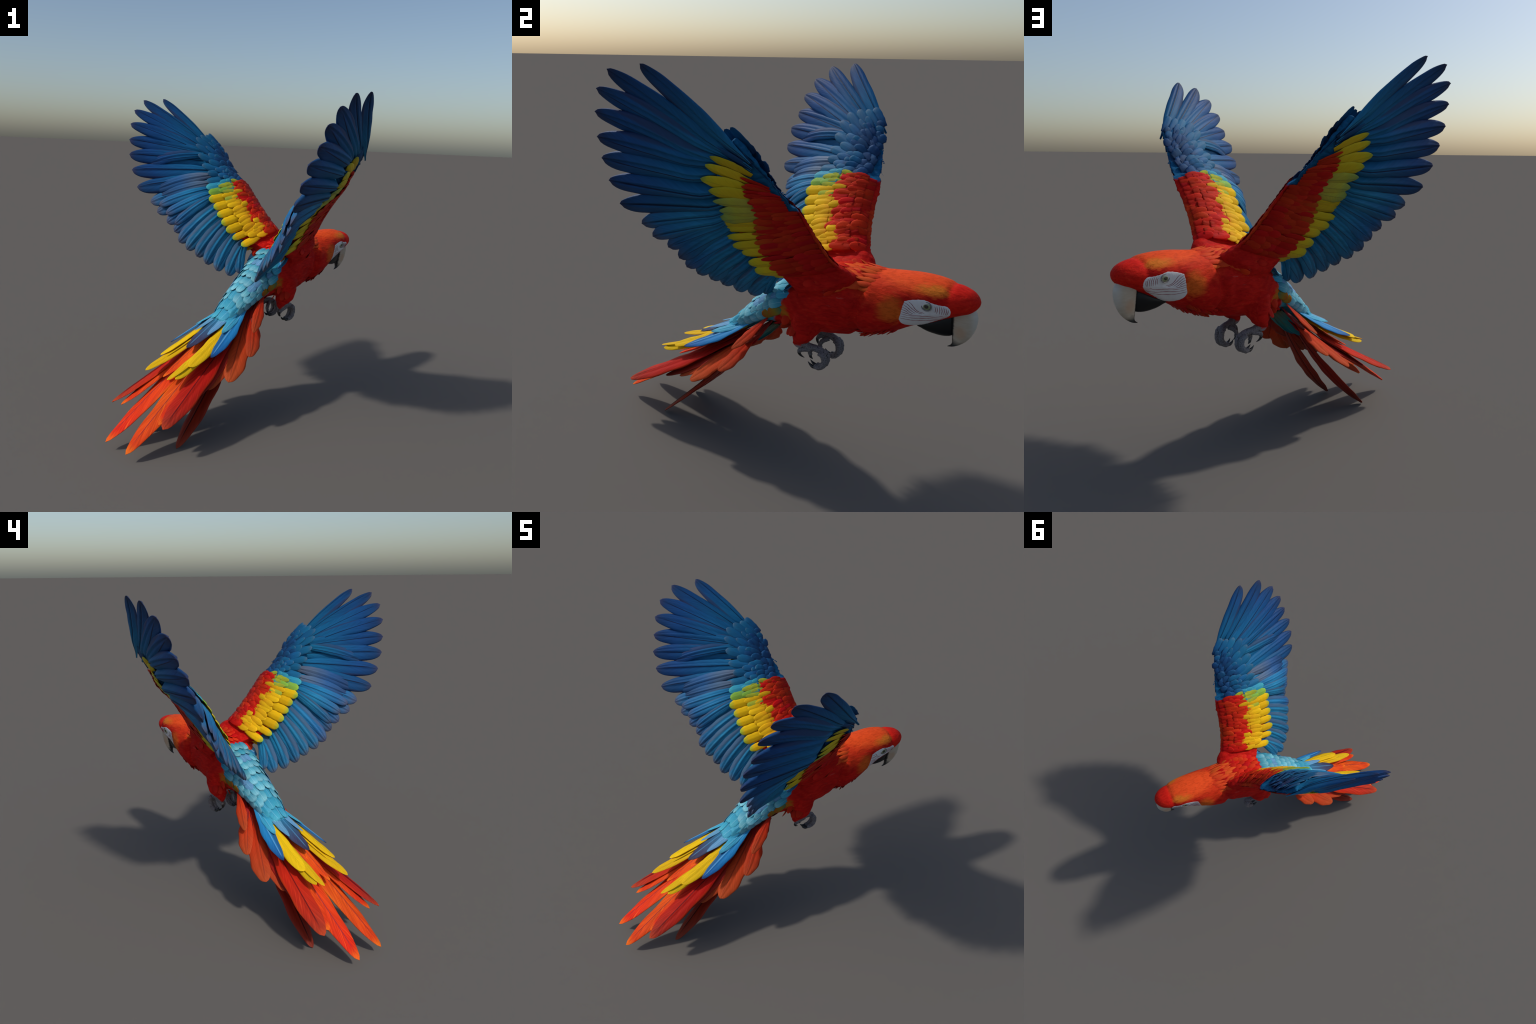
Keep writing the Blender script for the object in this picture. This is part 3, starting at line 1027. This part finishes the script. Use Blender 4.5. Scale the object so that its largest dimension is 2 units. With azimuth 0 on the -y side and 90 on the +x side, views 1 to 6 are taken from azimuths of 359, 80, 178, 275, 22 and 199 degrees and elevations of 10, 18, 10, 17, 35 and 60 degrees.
# ------------------------------------------------------------------ face
def face_material():
    m = Nodes('bare_white_face')
    x, y, z = m.sep(m.obj)
    nz = m.noise(m.vec('MULTIPLY', m.obj, (60, 60, 60)), 1.0, 3)
    col = m.mix(nz, (0.62, 0.60, 0.60), (0.78, 0.76, 0.76))
    lore = m.blob(m.comb(x, m.math('ABSOLUTE', y), z), (0.965, 0.03, 0.985), (0.035, 0.08, 0.03), 0.3, 1.0)
    col = m.mix(m.math('MULTIPLY', lore, 0.6), col, (0.55, 0.25, 0.24))
    wr = m.n('TexWave', wave_type='RINGS', rings_direction='Y')
    m.put(wr.inputs['Vector'], m.vec('SUBTRACT', m.comb(x, 0.0, z), (0.894, 0, 1.032)))
    wr.inputs['Scale'].default_value = 30
    wr.inputs['Distortion'].default_value = 2.0
    m.bump(wr.outputs['Fac'], 0.06, 0.002)
    return m.done(col, 0.5, 0.3)


M['face'] = face_material()
# outline of the bare patch in (x, z)
FACE = [(.800, 1.040), (.835, 1.052), (.880, 1.060), (.915, 1.052), (.945, 1.047), (.975, 1.045), (.990, 1.030), (.988, 1.004),
        (.965, .978), (.940, .962), (.905, .940), (.870, .918), (.845, .908), (.815, .907), (.790, .920), (.779, .945), (.785, .972), (.792, 1.010)]


def face_patch():
    n = 96
    border = [catmull(FACE + [FACE[0]], len(FACE) * k / n) for k in range(n)]
    border = [b * 1.0 + 0.0004 * np.array((sin(k * 2.9) + sin(k * 1.7), cos(k * 2.3) + sin(k * 4.1))) for k, b in enumerate(border)]
    c = np.mean(border, axis=0)
    rings = []
    levels = [1.0, 0.985, 0.96, 0.9, 0.8, 0.65, 0.5, 0.35, 0.2, 0.08]
    for li, s in enumerate(levels):
        ring = []
        off = [-0.002, 0.0002, 0.0006][li] if li < 3 else 0.0008
        for b in border:
            p = c + (b - c) * s
            q, nn = drop((p[0], 0.4, p[1]), (0, -1, 0))
            ring.append(V((p[0], q.y + off, p[1])))
        rings.append(ring)
    floor = [[p.y - 0.0004 for p in r] for r in rings]
    for _ in range(60):
        for i in range(2, len(rings) - 1):
            r = rings[i]
            for j in range(n):
                a = (r[j - 1].y + r[(j + 1) % n].y + rings[i - 1][j].y + rings[i + 1][j].y) / 4
                r[j].y = max(floor[i][j], r[j].y + 0.5 * (a - r[j].y))
        c0 = sum(p.y for p in rings[-2]) / n
        for p in rings[-1]:
            p.y = max(c0, floor[-1][0])
    return loft(rings)


v, f = face_patch()
me = mesh_from('face_patch', v, f)
fa, fb = both('bare_face_patch', me, (HEAD, HEAD), Matrix.Identity(4))
me.materials.append(M['face'])
FB = BVHTree.FromPolygons([tuple(p) for p in v], f)


def on_face(x, z, off=0.0):
    h = FB.ray_cast(V((x, 0.4, z)), V((0, -1, 0)))
    if h[0] is None:
        return drop((x, 0.4, z), (0, -1, 0), off)[0]
    return h[0] + V((0, off, 0))


def simple(name, col, rough=0.5, spec=0.4, var=0.25, scale=40, coat=0.0):
    m = Nodes(name)
    nz = m.noise(m.obj, scale, 4)
    d = tuple(c * (1 - var) for c in col)
    m.b.inputs['Coat Weight'].default_value = coat
    m.bump(nz, 0.15, 0.002)
    return m.done(m.mix(nz, d, col), rough, spec)


M['line'] = simple('red_feather_line', (0.30, 0.03, 0.04))
LINES = [
    [(.797, 1.034), (.815, 1.026), (.835, 1.008), (.855, .994), (.875, .990)],
    [(.794, 1.024), (.812, 1.014), (.830, .999), (.848, .988)],
    [(.792, 1.012), (.808, 1.004), (.824, .991), (.838, .984)],
    [(.791, 1.000), (.806, .994), (.820, .985)],
    [(.818, 1.040), (.832, 1.030), (.846, 1.010), (.862, .998), (.885, .995)],
    [(.790, .988), (.812, .982), (.835, .979)],
    [(.787, .977), (.820, .972), (.850, .976), (.880, .980), (.910, .980), (.940, .986), (.958, .994)],
    [(.785, .966), (.820, .961), (.850, .963), (.880, .966), (.915, .968), (.950, .975), (.966, .982)],
    [(.784, .955), (.815, .949), (.850, .948), (.885, .952), (.920, .960), (.950, .968)],
    [(.936, 1.041), (.938, 1.022), (.935, 1.004)],
    [(.945, 1.042), (.948, 1.022), (.945, 1.002)],
    [(.954, 1.040), (.957, 1.022), (.954, 1.002)],
    [(.963, 1.040), (.966, 1.022), (.962, 1.002)],
    [(.972, 1.037), (.974, 1.020), (.969, 1.002)],
    [(.928, 1.038), (.931, 1.024), (.928, 1.008)],
    [(.981, 1.030), (.980, 1.016), (.974, 1.002)],
]
vv, ff = [], []
for ln in LINES:
    pts = [on_face(p[0], p[1], 0.0004) for p in spline(ln, 14)]
    rr = [0.0012 * (0.35 + 0.65 * sin(pi * (k + 0.5) / 14)) * (1 + 0.25 * sin(k * 2.3)) for k in range(14)]
    a, b = tube(pts, rr, 6, up=V((0, 1, 0)))
    o = len(vv)
    vv += a
    ff += [tuple(i + o for i in q) for q in b]
me = mesh_from('face_feather_lines', vv, ff)
me.materials.append(M['line'])
for ob in both('face_feather_lines', me, (HEAD, HEAD), Matrix.Identity(4)):
    ob['kind'] = 'stuff'


# eye
def eye_material():
    m = Nodes('pale_eye')
    x, y, z = m.sep(m.obj)
    r = m.vec('LENGTH', m.comb(x, 0.0, z))
    nz = m.noise(m.obj, 9.0, 3)
    col = m.ramp(m.math('ADD', r, m.math('MULTIPLY', m.math('SUBTRACT', nz, 0.5), 0.06)),
                 [(0.0, (0.004, 0.004, 0.004)), (0.42, (0.004, 0.004, 0.004)), (0.50, (0.16, 0.18, 0.08)), (0.78, (0.30, 0.34, 0.17)), (0.90, (0.06, 0.06, 0.04)), (1.0, (0.03, 0.03, 0.03))])
    m.b.inputs['Coat Weight'].default_value = 1.0
    m.b.inputs['Coat Roughness'].default_value = 0.05
    return m.done(col, 0.2, 0.5)


M['eye'] = eye_material()
M['lid'] = simple('grey_eyelid', (0.22, 0.20, 0.19))
eb = on_face(.894, 1.032)
sph = []
for i in range(17):
    a = pi * i / 16
    sph.append([V((sin(a) * cos(2 * pi * j / 32), cos(a), sin(a) * sin(2 * pi * j / 32))) for j in range(32)])
v, f = loft(sph)
me = mesh_from('eye', v, f)
me.materials.append(M['eye'])
R = 0.0200
m4 = Matrix.Translation(eb + V((0, -0.0040, 0))) @ Matrix.Diagonal((R, R * 0.45, R * 0.9, 1))
both('eye', me, (HEAD, HEAD), m4)
pts = [eb + V((cos(2 * pi * k / 40) * R * 1.06, 0.0015, sin(2 * pi * k / 40) * R * 0.97)) for k in range(41)]
v, f = tube(pts, [0.0024] * 41, 8, up=V((0, 1, 0)))
me = mesh_from('eyelid', v, f)
me.materials.append(M['lid'])
both('eyelid', me, (HEAD, HEAD), Matrix.Identity(4))


# ------------------------------------------------------------------ beak
def bill_material():
    m = Nodes('ivory_beak')
    x, y, z = m.sep(m.obj)
    nz = m.noise(m.vec('MULTIPLY', m.obj, (30, 30, 90)), 1.0, 4, 0.6, 0.5)
    col = m.mix(nz, (0.40, 0.31, 0.22), (0.57, 0.49, 0.38))
    warm = m.blob(m.comb(x, m.math('ABSOLUTE', y), z), (1.025, 0.03, 0.915), (0.035, 0.05, 0.045), 0.3, 1.0)
    col = m.mix(m.math('MULTIPLY', warm, 0.6), col, (0.50, 0.30, 0.18))
    ridge = m.step(x, 1.055, 1.085)
    col = m.mix(m.math('MULTIPLY', ridge, 0.5), col, (0.62, 0.60, 0.54))
    zz = m.math('ADD', z, m.math('MULTIPLY', m.math('SUBTRACT', x, 1.0), 0.35))
    tipm = m.step(m.math('ADD', zz, m.math('MULTIPLY', nz, 0.02)), 0.895, 0.850)
    col = m.mix(tipm, col, (0.03, 0.035, 0.035))
    xr = m.math('ADD', x, m.math('MULTIPLY', m.math('SUBTRACT', nz, 0.5), 0.012))
    rear = m.step(xr, 0.999, 0.990)
    col = m.mix(rear, col, (0.010, 0.010, 0.012))
    m.bump(nz, 0.2, 0.002)
    return m.done(col, 0.35, 0.45)


M['bill'] = bill_material()
M['black_bill'] = simple('black_beak', (0.006, 0.006, 0.007), 0.4, 0.3)
M['dark'] = simple('dark_nostril', (0.03, 0.012, 0.012), 0.7)

# front and rear edge of the hooked upper bill at matching stations, half width
UPPER = [((1.045, 1.045), (.955, 1.010), .040), ((1.072, 1.016), (.968, .985), .040), ((1.085, .985), (.976, .955), .038),
         ((1.083, .945), (.981, .922), .034), ((1.070, .905), (.985, .893), .028), ((1.049, .872), (.987, .868), .021),
         ((1.022, .847), (.988, .851), .013), ((.996, .832), (.983, .839), .007), ((.971, .8255), (.970, .8285), .002)]
tab = [(a[0], a[1], b[0], b[1], w) for a, b, w in UPPER]
rings = []
for k in range(44):
    ax, az, bx, bz, w = catmull(tab, 8 * k / 43)
    c = V(((ax + bx) / 2, 0, (az + bz) / 2))
    h = (V((ax, 0, az)) - V((bx, 0, bz))) / 2
    ring = []
    for j in range(28):
        th = 2 * pi * j / 28
        ct, st = cos(th), sin(th)
        keel = 1 - 0.25 * max(0, ct) ** 2
        ring.append(c + h * (abs(ct) ** 0.8 * (1 if ct > 0 else -1)) + V((0, w * (abs(st) ** 0.8) * (1 if st > 0 else -1) * keel, 0)))
    rings.append(ring)
v, f = loft(rings)
me = mesh_from('upper_beak', v, f)
beak = add('upper_beak', me, HEAD, M['bill'])
# lower mandible
LOWER = [((.835, .914), (.842, .895), .038), ((.870, .944), (.872, .880), .043), ((.905, .964), (.905, .873), .041), ((.940, .984), (.938, .871), .036),
         ((.965, .992), (.962, .874), .030), ((.985, .985), (.980, .880), .022), ((.994, .940), (.990, .890), .008)]
tab = [(a[0], a[1], b[0], b[1], w) for a, b, w in LOWER]
rings = []
for k in range(30):
    ax, az, bx, bz, w = catmull(tab, 6 * k / 29)
    c = V(((ax + bx) / 2, 0, (az + bz) / 2))
    h = (V((ax, 0, az)) - V((bx, 0, bz))) / 2
    rings.append([c + h * cos(2 * pi * j / 24) + V((0, w * sin(2 * pi * j / 24), 0)) for j in range(24)])
v, f = loft(rings)
add('lower_beak', mesh_from('lower_beak', v, f), HEAD, M['black_bill'])
# nostrils
v, f = tube([V((1.020, .040, 1.014)), V((1.030, .036, 1.017)), V((1.040, .030, 1.017))], [.003, .005, .003], 10)
me = mesh_from('nostril', v, f)
me.materials.append(M['dark'])
both('nostril', me, (beak, beak), Matrix.Identity(4))


# ------------------------------------------------------------------ feet
def foot_material():
    m = Nodes('grey_scaly_skin')
    vo = m.n('TexVoronoi', feature='DISTANCE_TO_EDGE')
    m.put(vo.inputs['Vector'], m.obj)
    vo.inputs['Scale'].default_value = 170
    e = m.step(vo.outputs['Distance'], 0.02, 0.12)
    nz = m.noise(m.obj, 30, 3)
    col = m.mix(nz, (0.17, 0.155, 0.165), (0.28, 0.25, 0.25))
    col = m.mix(e, (0.05, 0.047, 0.052), col)
    m.bump(e, 0.6, 0.003)
    return m.done(col, 0.55, 0.35)


M['foot'] = foot_material()
M['claw'] = simple('black_claw', (0.012, 0.012, 0.013), 0.3, 0.5)


def limb(name, pts, mat, parents, n=26, sides=14, rough=0.0):
    # curl a little tighter around the middle of the fist
    c = (.335, .080, .640)
    k = 0.90
    if name != 'foot':
        pts = [tuple(c[i] + (p[i] - c[i]) * (k if i != 1 else 1) for i in range(3)) + (p[3] * 1.06,) for p in pts]
    sp = spline(pts, n)
    bump = (lambda i, th: rough * (sin(i * 1.9) * 0.6 + 0.4 * sin(th * 5 + i))) if rough else None
    v, f = tube([V(p[:3]) for p in sp], [p[3] for p in sp], sides, bump=bump, up=V((0, 1, 0.2)))
    me = mesh_from(name, v, f)
    me.materials.append(M[mat])
    return both(name, me, parents, Matrix.Identity(4))


TH = (CORE['thigh_l'], CORE['thigh_r'])
foot = limb('foot', [(.285, .098, .690, .020), (.325, .090, .676, .018), (.368, .082, .670, .0175), (.392, .078, .660, .0175), (.404, .077, .644, .015)], 'foot', TH, rough=0.04)
for y0, y1, y2 in ((.063, .060, .062), (.092, .089, .087)):
    limb('toe', [(.392, y0 + .006, .664, .013), (.415, y0, .645, .0145), (.421, y1, .614, .0140), (.410, y1, .585, .0140), (.385, y2, .568, .0130), (.362, y2, .567, .0105)],
         'foot', TH, rough=0.11)
    limb('claw', [(.372, y2, .567, .0090), (.352, y2, .563, .0085), (.334, y2, .571, .0055), (.320, y2 + .002, .586, .0010)], 'claw', TH, n=14)
limb('toe', [(.340, .090, .668, .0135), (.305, .095, .659, .0125), (.278, .096, .650, .0120), (.265, .094, .634, .0100)], 'foot', TH, rough=0.11)
limb('claw', [(.266, .094, .640, .0085), (.264, .092, .624, .0075), (.274, .087, .608, .0050), (.292, .081, .597, .0010)], 'claw', TH, n=14)
limb('toe', [(.350, .072, .664, .0120), (.322, .058, .648, .0115), (.307, .052, .625, .0105), (.313, .052, .606, .0090)], 'foot', TH, rough=0.11)
limb('claw', [(.308, .052, .612, .0080), (.315, .053, .596, .0065), (.330, .055, .588, .001)], 'claw', TH, n=14)
